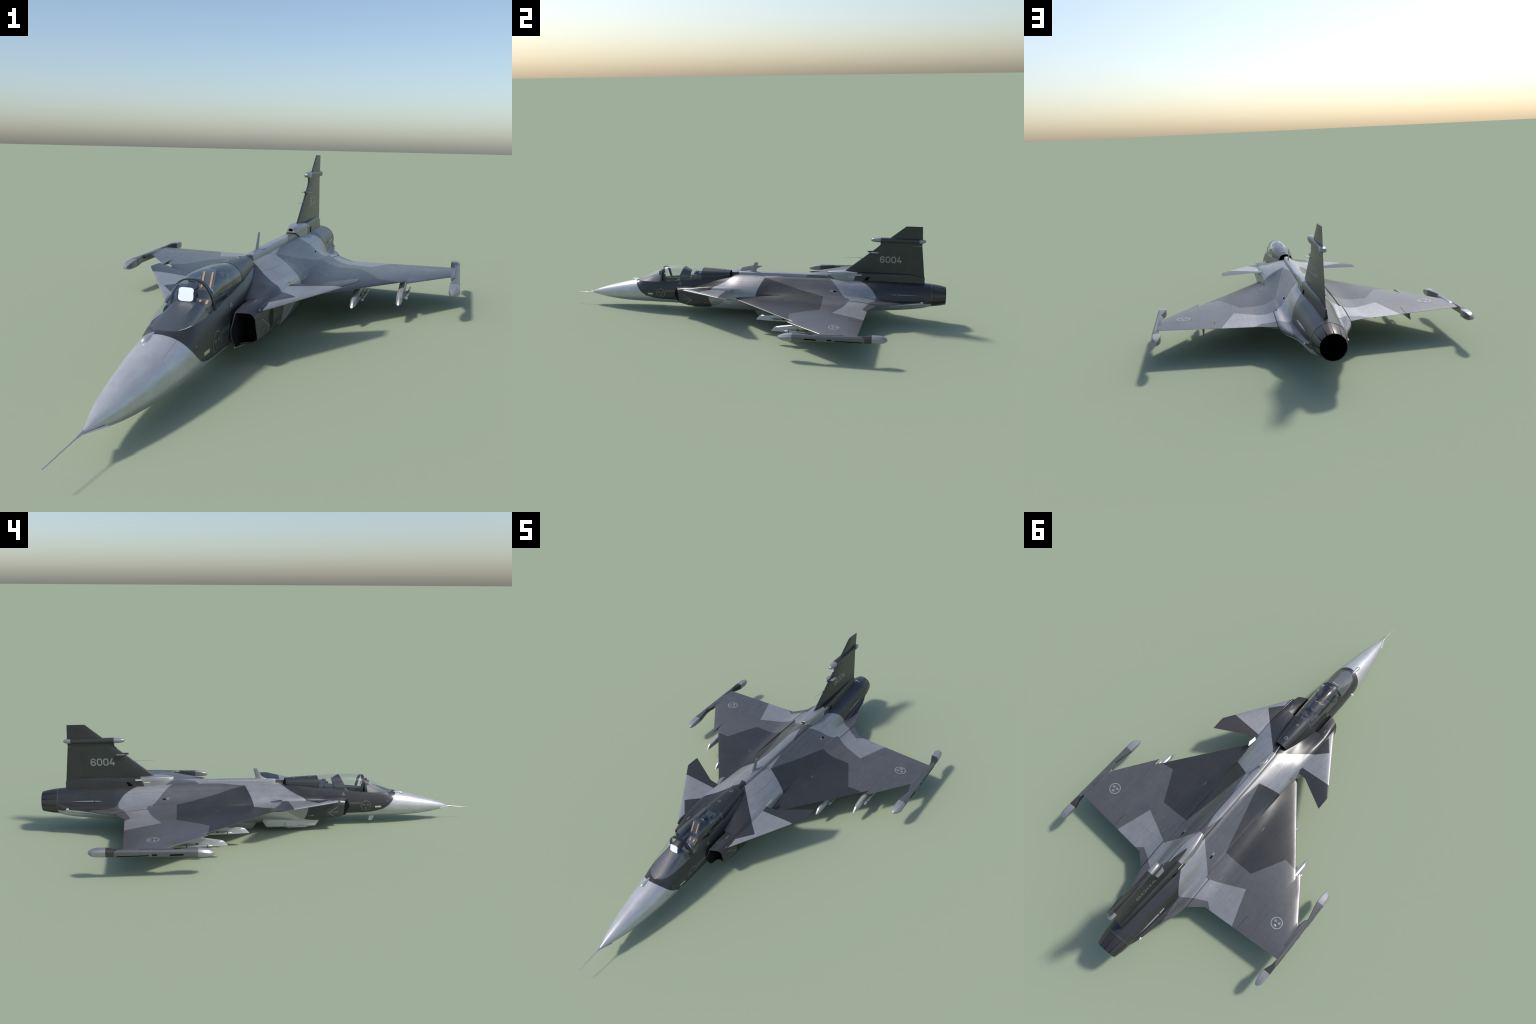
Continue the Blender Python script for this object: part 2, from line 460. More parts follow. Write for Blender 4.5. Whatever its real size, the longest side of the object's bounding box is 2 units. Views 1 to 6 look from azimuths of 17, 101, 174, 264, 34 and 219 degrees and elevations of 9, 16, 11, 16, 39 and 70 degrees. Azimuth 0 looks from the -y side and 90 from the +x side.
B10 = [(0, .031), (0, .030), (0, .030), (0, .0240), (0, .0205), (0, .0205), (0, .0240), (0, .0290), (0, .0355), (0, .040), (0, .044), (0, .0515), (0, .0565), (0, .0640), (0, .0752), (0, .084)]
BCOL = [B0, B1, B2, B3, B4, B5, B6, B7, B8, B9, B10]
BF = [(pchip(BY, [p[0] for p in c]), pchip(BY, [p[1] for p in c])) for c in BCOL]

def body_half(y, k=6):
    pts = [(fx(y), fz(y)) for fx, fz in BF]
    ext = [(-pts[1][0], pts[1][1])]+pts+[(-pts[-2][0], pts[-2][1])]
    return catmull(ext, k)[k:-k]

def body_ring(y):
    h = body_half(y)
    return [(x, y, z) for x, z in h]+[(-x, y, z) for x, z in reversed(h[1:-1])]

ys = spans(-.27, .66, 100)+spans(.665, .93, 34)
v, f = loft([body_ring(y) for y in ys], True, True, False)
body = obj_from('centre_fuselage', v, f, M_BODY, sharp=50)

def bvh(ob):
    me = ob.data
    return BVHTree.FromPolygons([p.co.copy() for p in me.vertices], [tuple(p.vertices) for p in me.polygons])
BVH_BODY = bvh(body); BVH_FWD = bvh(fwd)

# ------------------------------------------------------------------ air intakes
T_LIP = [(.0720, .1410), (.0900, .1398), (.1050, .1372), (.1130, .1285), (.1172, .1045), (.1205, .0740), (.1120, .0655), (.1018, .0605), (.0860, .0590), (.0755, .0580), (.0695, .0535), (.0662, .0750), (.0655, .0970), (.0685, .1200)]
T_MID = [(.0720, .1470), (.0930, .1488), (.1110, .1465), (.1200, .1380), (.1235, .1050), (.1245, .0765), (.1175, .0610), (.1030, .0515), (.0860, .0470), (.0760, .0455), (.0690, .0440), (.0670, .0750), (.0670, .0970), (.0690, .1230)]
T_END = [(.0700, .1440), (.0900, .1510), (.1160, .1515), (.1255, .1430), (.1270, .1080), (.1275, .0780), (.1170, .0570), (.1030, .0500), (.0880, .0440), (.0780, .0420), (.0680, .0400), (.0600, .0750), (.0600, .0970), (.0620, .1230)]
T_LIPY = [-.3755, -.3680, -.3610, -.3570, -.3540, -.3500, -.3440, -.3380, -.3370, -.3460, -.3700, -.3830, -.3910, -.3840]
def trunk_ring(t, inset=0.0):
    if t < .5: a, b, u = T_LIP, T_MID, t*2
    else: a, b, u = T_MID, T_END, t*2-1
    pts = [(p[0]+(q[0]-p[0])*u, p[1]+(q[1]-p[1])*u, y) for p, q, y in zip(a, b, T_LIPY)]
    c = (.094, .098)
    if inset:
        pts = [(c[0]+(p[0]-c[0])*(1-inset/.024), c[1]+(p[1]-c[1])*(1-inset/.042), p[2]) for p in pts]
    k = len(pts)
    def toward(i, j, e):
        p, q = pts[i], pts[j]
        return tuple(p[m]+(q[m]-p[m])*e for m in range(3))
    crisp = []
    for i in range(k):
        if i in (0, 5, 10): crisp += [toward(i, i-1, .10), pts[i], toward(i, (i+1) % k, .10)]
        else: crisp.append(pts[i])
    pts = catmull(crisp, 4, True)
    out = []
    for x, z, y0 in pts:
        out.append((x, y0+(-.2695-y0)*t, z))
    return out
for s in (1, -1):
    ts = [0, .04, .1, .2, .3, .4, .5, .6, .7, .8, .9, 1]
    vf = loft([trunk_ring(t) for t in ts], True)
    vf = vf if s > 0 else mirror(vf)
    intake = obj_from('air_intake', *vf, M_BODY, sharp=50)
    if s > 0: BVH_INT = bvh(intake)
    lip = []
    for k in range(7):
        a = math.pi*k/6
        ring = trunk_ring(0, .0014*(1-math.cos(a)))
        lip.append([(p[0], p[1]-.0018*math.sin(a), p[2]) for p in ring])
    vf = loft(lip, True); vf = vf if s > 0 else mirror(vf)
    obj_from('intake_lip', *vf, M_LIP if False else M_BODY, intake, sharp=80)
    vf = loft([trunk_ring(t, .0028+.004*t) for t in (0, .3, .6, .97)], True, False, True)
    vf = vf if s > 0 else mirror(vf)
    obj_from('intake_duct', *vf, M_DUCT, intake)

# ------------------------------------------------------------------ dorsal spine
def spine_ring(y):
    top = SP_T(y); w = SP_W(y); base = .190
    h = [(0, top), (w*.55, top-.0004), (w*.86, top-.0018), (w, top-.0050), (w+.0022, top-.013), (w+.005, base)]
    h = catmull(h, 3)
    return [(x, y, z) for x, z in h]+[(-x, y, z) for x, z in reversed(h[1:])]
SP_T = pchip([-.105, -.085, -.062, -.045, .02, .10, .25, .40, .46], [.212, .2150, .2185, .2195, .2215, .2235, .2245, .2235, .2235])
SP_W = pchip([-.105, -.085, -.062, -.045, .02, .10, .25, .40, .46], [.0010, .0040, .0085, .0125, .0150, .0162, .0160, .0165, .0180])
v, f = loft([spine_ring(y) for y in spans(-.105, .455, 40)], True, True, True)
obj_from('dorsal_spine', v, f, M_SPINE, sharp=40)

# blade antenna on the spine
def blade(name, pts_base, pts_top, half_b, half_t, mat, parent=None):
    """thin lens-section blade between a root chord and a tip chord, each (y,z) front and rear"""
    rings = []
    for t in (0, .5, 1):
        f = [pts_base[0][i]+(pts_top[0][i]-pts_base[0][i])*t for i in (0, 1)]
        r = [pts_base[1][i]+(pts_top[1][i]-pts_base[1][i])*t for i in (0, 1)]
        h = half_b+(half_t-half_b)*t
        ring = []
        for s, k in ((0, 0), (.15, .7), (.4, 1), (.75, .6), (1, .05)):
            ring.append((h*k, f[0]+(r[0]-f[0])*s, f[1]+(r[1]-f[1])*s))
        ring += [(-p[0], p[1], p[2]) for p in reversed(ring[1:-1])]
        rings.append(ring)
    v, fc = loft(rings, True, True, True)
    return obj_from(name, v, fc, mat, parent)
blade('blade_antenna', ((.004, .219), (.038, .221)), ((.0315, .2712), (.0498, .2712)), .0032, .0016, M_LITE)
blob('antenna_foot', (0, .018, .2215), (.006, .030, .0035), M_LITE)

# ------------------------------------------------------------------ vertical fin
FIN_LE = lerp1([.225, .2484, .4875], [.4712, .5000, .7945])
FIN_TE = lerp1([.195, .2067, .3903, .4245, .4875], [.8966, .8953, .8756, .8768, .8738])
FIN_H = lerp1([.2, .25, .40, .4875], [.0095, .0085, .0052, .0030])
def foil(s):
    return 2*5*.5*(.2969*math.sqrt(s)-.1260*s-.3516*s*s+.2843*s**3-.1036*s**4)/.5
def fin_section(z, s0, s1, n=14):
    le, te, h = FIN_LE(z), FIN_TE(z), FIN_H(z)
    pts = []
    for i in range(n+1):
        q = i/n; s = s0+(s1-s0)*(q*q if s0 == 0 else q)
        pts.append((h*foil(s)+.0002, le+(te-le)*s, z))
    return pts+[(-p[0], p[1], p[2]) for p in reversed(pts)]
HINGE = lambda z: .8044+(z-.217)*(.8213-.8044)/(.390-.217)
def s_of(z, y): return (y-FIN_LE(z))/(FIN_TE(z)-FIN_LE(z))
zs = [.215, .2175]+spans(.225, .3895, 8)
v, f = loft([fin_section(z, 0, s_of(z, HINGE(z))) for z in zs], True, True, True)
vf2 = loft([fin_section(z, 0, 1) for z in [.3896]+spans(.395, .4875, 7)], True, True, True)
vf3 = loft([fin_section(z, .2, 1) for z in (.200, .2165)], True, True, True)
# small fairing under the fin pod
vf4 = prism([(.662, .3800), (.672, .3895), (.6735, .4000), (.669, .4080), (.700, .4080), (.700, .3850)], -.0035, .0035)
fin = obj_from('vertical_fin', *merge((v, f), vf2, vf3, vf4), M_FIN, sharp=40)
BVH_FIN = bvh(fin)
zs = [.2180]+spans(.225, .3888, 6)
v, f = loft([fin_section(z, s_of(z, HINGE(z)+.0004), 1, 6) for z in zs], True, True, True)
obj_from('rudder', v, f, M_FIN, fin, sharp=40)

# fin base fairing with the cooling scoop in front
FBW = pchip([.415, .43, .46, .50, .583, .70, .80, .895], [.0105, .0150, .0215, .0260, .0260, .0190, .0120, .0035])
FBT = pchip([.415, .45, .50, .55, .65, .81, .895], [.2425, .2460, .2490, .2465, .2470, .2450, .2300])
def fb_ring(y):
    w, t = FBW(y), FBT(y)
    base = lerp1([.41, .44, .47, .895], [.2290, .2170, .196, .180])(y)
    h = [(0, t), (w*.55, t-.0006), (w*.86, t-.0026), (w*.985, t-.0085), (w+.0018, (t+base)/2), (w+.0040, base)]
    h = catmull(h, 4)
    return [(x, y, z) for x, z in h]+[(-x, y, z) for x, z in reversed(h[1:])]
v, f = loft([fb_ring(y) for y in spans(.415, .895, 48)], True, True, True)
fbase = obj_from('fin_base_fairing', v, f, M_FINBASE, sharp=45)
BVH_FB = bvh(fbase)
v, f = lathe([(-.0015, .0062), (0, .0078), (.02, .0090), (.06, .008)], 20)
obj_from('cooling_scoop', [(p[0]*1.15, p[1]+.4150, p[2]*.78+.2365) for p in v], f, M_LITE, fbase)
v, f = lathe([(-.0019, .0050), (-.0018, .0066), (.001, .0066)], 20)
obj_from('scoop_mouth', [(p[0]*1.15, p[1]+.4150, p[2]*.72+.2362) for p in v], f, M_BLACK, fbase)

# fin tip pod
def pod_loft(st, k=4, seg=None):
    rings = []
    for y, w, zt, zb, r in st:
        h = (zt-zb)/2; c = (zt+zb)/2; b = r*min(w, h)
        poly = [(w-b, h), (w, h-b), (w, -h+b), (w-b, -h), (-w+b, -h), (-w, -h+b), (-w, h-b), (-w+b, h)]
        rings.append([(x, y, c+z) for x, z in poly])
    return rings
st = [(.6265, .0045, .4180, .4120, .5), (.6285, .0072, .4205, .4092, .5), (.634, .0092, .4228, .4072, .45), (.645, .0106, .4245, .4056, .4), (.660, .0113, .4256, .4046, .35), (.673, .0115, .4260, .4042, .3),
      (.70, .0115, .4260, .4042, .3), (.86, .0112, .4240, .4048, .3), (.876, .0110, .4235, .4055, .35), (.886, .0098, .4218, .4076, .4), (.891, .0070, .4195, .4105, .5), (.8925, .0035, .4172, .4128, .5)]
v, f = loft(pod_loft(st), True, True, True)
obj_from('fin_tip_pod', v, f, M_FINPOD, fin, sharp=48)

# warning receiver with two vanes and a pitot on the fin leading edge
v, f = lathe([(.6100, .0010), (.6110, .0030), (.6150, .0042), (.640, .0044), (.665, .003)], 14, c=(0, 0, .3530))
obj_from('warning_receiver', v, f, M_FIN, fin)
for s in (1, -1):
    v, f = prism([(.622, .3518), (.6295, .3522), (.668, .3522), (.664, .3502), (.6295, .3502)], 0, 1)
    v = [(s*(.003 if p[0] == 0 else (.0185 if p[1] > .624 else .004)), p[1]+(0 if p[0] == 0 else (.002 if p[1] < .64 else -.003)), p[2]) for p in v]
    obj_from('receiver_vane', v, f, M_LITE, fin)
v, f = lathe([(.4990, .0003), (.4995, .0007), (.555, .0010), (.570, .0016), (.60, .0024), (.620, .001)], 10, c=(0, 0, .3188))
obj_from('fin_pitot', v, f, M_STEEL, fin)

# ------------------------------------------------------------------ wings
LE_IN = lambda x: -.065+(x-.123)*(.364/.281)
LE_OUT = lambda x: .264+(x-.404)*(.1765/.127)
TE = lerp1([.10, .128, .185, .55], [.690, .6725, .6246, .5968])
WH = pchip([.10, .1275, .19, .25, .32, .40, .54], [.0190, .0178, .0150, .0130, .0098, .0080, .0055])
WZL = lerp1([.10, .40, .54], [.1120, .1110, .1085])
WZT = lerp1([.10, .1275, .185, .32, .54], [.1140, .1127, .1072, .1093, .1145])
HG = lambda x: .5295+(x-.13)*(.5585-.5295)/(.5395-.13)
def wing_z(x, y, sgn, l):
    t = TE(x)+max(0, .185-x)*.75
    s = min(1, max(0, (y-l)/(t-l)))
    return WZL(x)+(WZT(x)-WZL(x))*s+sgn*(WH(x)*foil(s**1.3)*.97+.0004)
def smooth01(t):
    t = min(1, max(0, t)); return t*t*(3-2*t)
def wing_pt(x, y, sgn, le):
    z = wing_z(x, y, sgn, LE_IN(x))
    if le is not None and le is not LE_IN:
        w = max(smooth01((x-.404)/.05), smooth01((.36-y)/.06))
        z = z*(1-w)+wing_z(x, y, sgn, le(x))*w
    if sgn > 0 and x < .168:
        z += .0100*((.168-x)/.0405)**2*ROOT_FILLET(y)
    return (x, y, z)
ROOT_FILLET = pchip([.02, .10, .20, .50, .56, .68], [0, .35, .80, .95, .85, .05])
def wing_strip(xs, y0, y1, le, n, sq):
    """closed airfoil strip; y0,y1 functions of x"""
    rings = []
    for x in xs:
        a, b = y0(x), y1(x)
        row = []
        for i in range(n+1):
            q = i/n; q = q*q if sq else q
            row.append(a+(b-a)*q)
        up = [wing_pt(x, y, 1, le) for y in row]; lo = [wing_pt(x, y, -1, le) for y in row]
        rings.append(up+list(reversed(lo)))
    v, f = loft(rings, True, True, True)
    m = 2*(n+1)
    fm = []
    for i in range(len(rings)-1):
        for j in range(m): fm.append(0 if j < n else (1 if n < j < m-1 else 0))
    return v, f, fm+[0, 0]
def add_wing(name, args, parent=None, side=1):
    v, f, fm = wing_strip(*args)
    if side < 0: v, f = mirror((v, f))
    return obj_from(name, v, f, [M_WING, M_UNDER], parent, sharp=40, face_mat=fm)
for s in (1, -1):
    xin = [.115, .1215, .1275, .134, .141, .148, .155, .162, .17, .185]+spans(.20, .404, 12)
    wing = add_wing('wing', (xin, LE_IN, HG, None, 26, True), None, s)
    xo = spans(.4040, .546, 9)
    le2 = lambda x: LE_OUT(x) if x < .531 else LE_OUT(.531)+(x-.531)*-3.0
    outer = add_wing('outer_wing_panel', (xo, le2, HG, le2, 22, True), wing, s)
    if s > 0: BVH_WING = bvh(wing); BVH_OUT = bvh(outer)
    hg2 = lambda x: HG(x)+.0003
    e1 = add_wing('elevon', ([.1292, .134, .141, .148, .155, .162, .17, .185]+spans(.20, .3445, 8), hg2, TE, None, 8, False), wing, s)
    e2 = add_wing('elevon', (spans(.3460, .404, 4)+spans(.41, .546, 6), hg2, TE, LE_IN, 8, False), wing, s)
    if s > 0: pass

# wing tip launch rails
RAIL = [(.2480, .5365, .5425, .0950, .0885), (.2525, .5340, .5480, .0985, .0860), (.2630, .5315, .5570, .1030, .0835), (.2804, .5300, .5630, .1085, .0820), (.3130, .5305, .5625, .1125, .0825), (.340, .5345, .5620, .1130, .0835), (.370, .5410, .5620, .1135, .0850),
        (.392, .5455, .5620, .1135, .0865), (.45, .5460, .5620, .1150, .0880), (.60, .5465, .5620, .1200, .0930), (.625, .5440, .5620, .1215, .0935), (.645, .5370, .5620, .1230, .0940), (.6610, .5310, .5625, .1240, .0945), (.695, .5310, .5620, .1245, .0955), (.712, .5340, .5600, .1225, .0975), (.722, .5370, .5530, .1180, .1010), (.7270, .5400, .5490, .1130, .1050)]
def rail_rings():
    rings = []
    for y, xi, xo, zt, zb in RAIL:
        b = min(.0045, (xo-xi)*.22, (zt-zb)*.2); d = b*1.8
        rings.append([(xi+b*.5, y, zt), (xo-d, y, zt), (xo, y, zt-d), (xo, y, zb+b), (xo-b, y, zb), (xi+b, y, zb), (xi, y, zb+b), (xi, y, zt-b*.5)])
    return rings
for s in (1, -1):
    vf = loft(rail_rings(), True, True, True); vf = vf if s > 0 else mirror(vf)
    rail = obj_from('wingtip_rail', *vf, M_RAIL, sharp=28)
    for (c, sz) in (((.5622, .395, .0960), (.0006, .026, .0028)), ((.5622, .478, .0985), (.0006, .010, .0026)), ((.5622, .56, .0970), (.0006, .060, .0016))):
        vf = box(c, sz); vf = vf if s > 0 else mirror(vf)
        obj_from('rail_slot', *vf, M_BLACK, rail)
    # root adapter ridge between rail and wing
    st = [(.405, .5385, .5470, .1145, .1000), (.425, .5340, .5470, .1160, .1000), (.535, .5340, .5470, .1188, .1040), (.540, .5350, .5470, .1170, .1060)]
    rings = [[(xi, y, zb), (xi, y, zt-.004), (xi+.003, y, zt), (xo, y, zt), (xo, y, zb)] for y, xi, xo, zt, zb in st]
    vf = loft(rings, True, True, True); vf = vf if s > 0 else mirror(vf)
    obj_from('rail_adapter', *vf, M_RAIL, rail, sharp=25)

# ------------------------------------------------------------------ canards
def canard(s):
    # plan corners: leading edge root, tip front, tip rear, kink, trailing root
    rings = []
    for x in [.118, .1284, .140, .1643]+spans(.185, .297, 6):
        u = (x-.1365)/(.298-.1365)
        le = -.3082+(x-.1365)*(.2582/.1615)
        if x < .1643: te = -.0655+(x-.1292)*((-.0632+.0655)/(.1643-.1292))
        else: te = -.0632+(x-.1643)*((.0115+.0632)/(.2973-.1643))
        zl = .1408+(x-.1365)*(.1640-.1408)/.1615
        zt = .1495+(x-.1284)*(.1645-.1495)/.169
        h = .0060*(1-max(0, u))+.0016
        up, lo = [], []
        n = 14
        for i in range(n+1):
            q = (i/n)**1.6
            z = zl+(zt-zl)*q
            up.append((x, le+(te-le)*q, z+h*foil(q)+.0002)); lo.append((x, le+(te-le)*q, z-h*foil(q)-.0002))
        rings.append(up+list(reversed(lo)))
    n = 14; m = 2*(n+1)
    v, f = loft(rings, True, True, True)
    fm = [0 if j < n else (1 if n < j < m-1 else 0) for _ in range(len(rings)-1) for j in range(m)]+[0, 0]
    if s < 0: v, f = mirror((v, f))
    return obj_from('canard', v, f, [M_CANARD, M_UNDER], None, sharp=40, face_mat=fm)
for s in (1, -1):
    cn = canard(s)
    st = [(-.3370, .1165, .1390, .0010), (-.333, .1180, .1390, .0040), (-.325, .1195, .1395, .0060), (-.308, .1220, .1405, .0072), (-.27, .1225, .1425, .0070), (-.20, .1220, .1450, .0050), (-.15, .1210, .147, .003)]
    rings = [[(x+r*.9*math.cos(2*math.pi*j/14), y, z+r*math.sin(2*math.pi*j/14)) for j in range(14)] for y, x, z, r in st]
    vf = loft(rings, True, True, True); vf = vf if s > 0 else mirror(vf)
    obj_from('canard_pivot_fairing', *vf, M_DARK, cn, sharp=60)

# small flaps on the shoulders
for s in (1, -1):
    q = [(.1175, -.0660, .1545), (.1275, -.0740, .1575), (.1312, -.0400, .1630), (.1217, -.0212, .1615)]
    n = Vector((-.33, -.15, .93))*.0008
    vf = ([tuple(Vector(p)+n) for p in q]+[tuple(Vector(p)-n) for p in q], [(0, 1, 2, 3), (7, 6, 5, 4), (0, 4, 5, 1), (1, 5, 6, 2), (2, 6, 7, 3), (3, 7, 4, 0)])
    vf = vf if s > 0 else mirror(vf)
    obj_from('shoulder_vane', *vf, M_LITE)

for s in (1, -1):
    st = spans(.530, .672, 12)
    wz = [wing_pt(.1292, y, 1, None)[2] for y in st]
    v = [(s*x, y, z+.0008) for y, z in zip(st, wz) for x in (.1279, .1293)]+[(s*x, y, z-.004) for y, z in zip(st, wz) for x in (.1279, .1293)]
    n = len(st); f = []
    for i in range(n-1):
        a, b, c, d = 2*i, 2*i+1, 2*i+3, 2*i+2
        f += [(a, b, c, d), (a, d, d+2*n, a+2*n), (b, c, c+2*n, b+2*n)]
    obj_from('elevon_slot_dark_strip', v, f, M_BLACK)  # thin raised black strip along the elevon slot, seen as a dark line

# ------------------------------------------------------------------ engine nozzle
v, f = lathe([(.9275, .0560), (.9285, .0571), (.9305, .0571), (.9315, .0560)], 64, c=(0, 0, .1405), cap=False)
nring = obj_from('nozzle_ring', v, f, M_RING)
def petal_mesh():
    P = [(.930, .0560), (.950, .0540), (.970, .0508), (.985, .0475), (1.000, .0436)]
    half = math.pi/12
    out, inn = [], []
    for i, (y, r) in enumerate(P):
        gap = .0006 if i < 3 else .0010
        if i == 4: gap = .0018
        aa = half-gap/r
        out.append([(r*math.sin(-aa+2*aa*j/6)*(1 if True else 1), y, r*math.cos(-aa+2*aa*j/6)) for j in range(7)])
        ri = r-.0028+(.0012 if i == 4 else 0)
        inn.append([(ri*math.sin(-aa+2*aa*j/6), y-(.0003 if i == 4 else 0), ri*math.cos(-aa+2*aa*j/6)) for j in range(7)])
    rings = [o+list(reversed(k)) for o, k in zip(out, inn)]
    return loft(rings, True, True, True)
v, f = petal_mesh()
pet0 = obj_from('nozzle_petal', v, f, M_NOZ, nring, sharp=40)
pet0.location = (0, 0, .1405)
for k in range(12):
    p = pet0 if k == 0 else pet0.copy()
    if k: bpy.context.scene.collection.objects.link(p)
    p.rotation_euler = (0, math.radians(k*30+11), 0)
rings = [[(r*math.cos(2*math.pi*j/48), y, .1405+r*math.sin(2*math.pi*j/48)) for j in range(48)] for y, r in ((.9995, .0412), (.985, .0448), (.96, .049), (.935, .050), (.88, .047), (.86, .045))]
v, f = loft(rings, True, False, True)
obj_from('nozzle_liner', v, f, M_NOZIN, nring)
for k in range(12):
    a = math.radians(k*30+11+15)
    rot = Matrix.Rotation(a, 3, 'Y')
    vv, ff = box((0, 0, 0), (.0010, .030, .0010))
    vv = [tuple(rot @ Vector((p[0], p[1]+.968, p[2]+.0465+(-.0045 if p[1] > 0 else .0035)))+Vector((0, 0, .1405))) for p in vv]
    obj_from('liner_rib', vv, ff, M_NOZIN, nring)

# strake antennas on the barrel, tail lights
for s in (1, -1):
    st = [(.733, .0004), (.740, .0028), (.755, .0046), (.78, .0050), (.83, .0036), (.868, .0004)]
    rings = [[(s*(lerp1([.73, .87], [.0695, .0620])(y)+r*.9*math.cos(2*math.pi*j/10)), y, .1545+r*.55*math.sin(2*math.pi*j/10)) for j in range(10)] for y, r in st]
    v, f = loft(rings, True, True, True)
    strake = obj_from('barrel_strake', v, f, M_LITE)
    vf = lathe([(.7610, .0047), (.7640, .0049)], 12, c=(0, 0, 0)); vf = ([(s*(.0678+p[0]*.92), p[1], .1545+p[2]*.60) for p in vf[0]], vf[1])
    obj_from('strake_band', *vf, M_BLACK, strake)
    blob('tail_light', (s*.0695, .884, .1215), (.0035, .0065, .0035), M_CLEARL)

# ------------------------------------------------------------------ canopy
CX = pchip([-.612, -.600, -.580, -.550, -.500, -.462, -.42, -.385, -.30, -.248, -.17, -.098], [.0045, .0225, .0400, .0475, .0505, .0512, .0512, .0508, .0490, .0462, .0380, .0285])
CZ = pchip([-.612, -.600, -.580, -.550, -.500, -.462, -.42, -.385, -.30, -.248, -.17, -.098], [.1480, .1485, .1505, .1535, .1560, .1590, .1630, .1670, .1770, .1835, .1910, .1985])
CT = pchip([-.612, -.600, -.580, -.550, -.500, -.462, -.42, -.385, -.30, -.248, -.17, -.098], [.1495, .1555, .1655, .1810, .2080, .2275, .2345, .2360, .2330, .2290, .2262, .2222])
def canopy_ring(y, n=28, off=0.0, dy=0.0):
    w, b, t = CX(y)-off, CZ(y), CT(y)-off
    out = []
    for i in range(n+1):
        a = math.pi*i/n
        c, s = math.cos(a), math.sin(a)
        out.append((math.copysign(abs(c)**.88, c)*w, y, b+(t-b)*abs(s)**.94))
    return out
v, f = loft([canopy_ring(y) for y in spans(-.6115, -.580, 6)+spans(-.575, -.4655, 10)], False)
obj_from('windscreen', v, f, M_GLASS, sharp=80)
v, f = loft([canopy_ring(y) for y in spans(-.4545, -.2482, 24)], False)
canopy = obj_from('canopy_glass', v, f, M_GLASS, sharp=80)
# arch between windscreen and canopy
def arch_ring(dy, off):
    r = canopy_ring(-.460, 36, off)
    return [(p[0], p[1]+dy+.012*(1-(p[2]-.159)/.069), p[2]) for p in r]
v, f = loft([arch_ring(-.0062, .0022), arch_ring(-.0062, -.0007), arch_ring(.0062, -.0007), arch_ring(.0062, .0022), arch_ring(-.0062, .0022)], False)
obj_from('canopy_arch', v, f, M_FRAME, canopy, sharp=30)
for c, rz, w in (((0, -.4560, .2215), 0, .0085), ((.0400, -.4475, .2035), 48, .0080), ((-.0400, -.4475, .2035), -48, .0080)):
    rot = Matrix.Rotation(math.radians(rz), 3, 'Y') @ Matrix.Rotation(math.radians(30), 3, 'X')
    obj_from('arch_mirror', *box(c, (w, .0012, .0028), rot), M_MIRROR, canopy)
# opaque fairing behind the glass, open at the rear
hr = [canopy_ring(y, 28, -.0004) for y in spans(-.2480, -.098, 16)]
hi = [canopy_ring(y, 28, .0018) for y in spans(-.2480, -.098, 16)]
v, f = loft(hr+list(reversed(hi)), False)
hump = obj_from('canopy_fairing', v, f, M_HUMP, sharp=50)
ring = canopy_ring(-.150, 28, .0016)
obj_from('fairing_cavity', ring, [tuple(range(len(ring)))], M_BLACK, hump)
ring = canopy_ring(-.2470, 28, .0016)
obj_from('rear_bulkhead', ring, [tuple(range(len(ring)))], M_PIT, hump)
for c, r in (((0, -.2127, CT(-.2127)+.0006), .0042), ((0, -.1358, CT(-.1358)+.0010), .0058)):
    v, f = lathe([(-.004, r), (.0000, r), (.0012, r*.85), (.0016, r*.4), (.0017, .0002)], 20, 'z', c)
    obj_from('vent_cap', v, f, M_HUMP, hump)
    v, f = lathe([(-.0005, r*1.28), (.0003, r*1.25), (.0004, r*.9)], 20, 'z', c)
    obj_from('vent_ring', v, f, M_STEEL, hump)

# glareshield under the windscreen
gs = []
for y, w, zt in ((-.609, .004, .1478), (-.600, .012, .1505), (-.580, .019, .1570), (-.550, .0225, .1665), (-.520, .0240, .1755), (-.490, .0245, .1835), (-.4795, .0245, .1850)):
    sx, sz = SILLX(y)*.97, sill_z(y)-.0008
    sx = max(sx, w+.001)
    gs.append([(sx, y, sz), (w+(sx-w)*.45, y, sz+(zt-sz)*.62), (w, y, zt), (0, y, zt+.0012), (-w, y, zt), (-w-(sx-w)*.45, y, sz+(zt-sz)*.62), (-sx, y, sz)])
v, f = loft(gs, False, False, True)
obj_from('glareshield', v, f, M_SHROUD, sharp=22)
obj_from('instrument_panel', *box((0, -.4770, .152), (.036, .002, .030)), M_PIT)
# head up display combiner, rounded plate
hud = []
for i in range(28):
    a = 2*math.pi*i/28
    u, w = math.cos(a), math.sin(a)
    u = math.copysign(abs(u)**.42, u)*.0175; w = math.copysign(abs(w)**.42, w)*.0142
    hud.append((u, -.4895+w*.22, .1992+w))
n = len(hud)
obj_from('display_combiner', hud+[(p[0], p[1]+.0012, p[2]) for p in hud], [tuple(range(n)), tuple(range(2*n-1, n-1, -1))]+[(i, (i+1) % n, n+(i+1) % n, n+i) for i in range(n)], M_HUD, sharp=40)
for s in (1, -1):
    obj_from('combiner_bracket', *box((s*.0185, -.4850, .1930), (.0008, .0060, .0130)), M_FRAME)

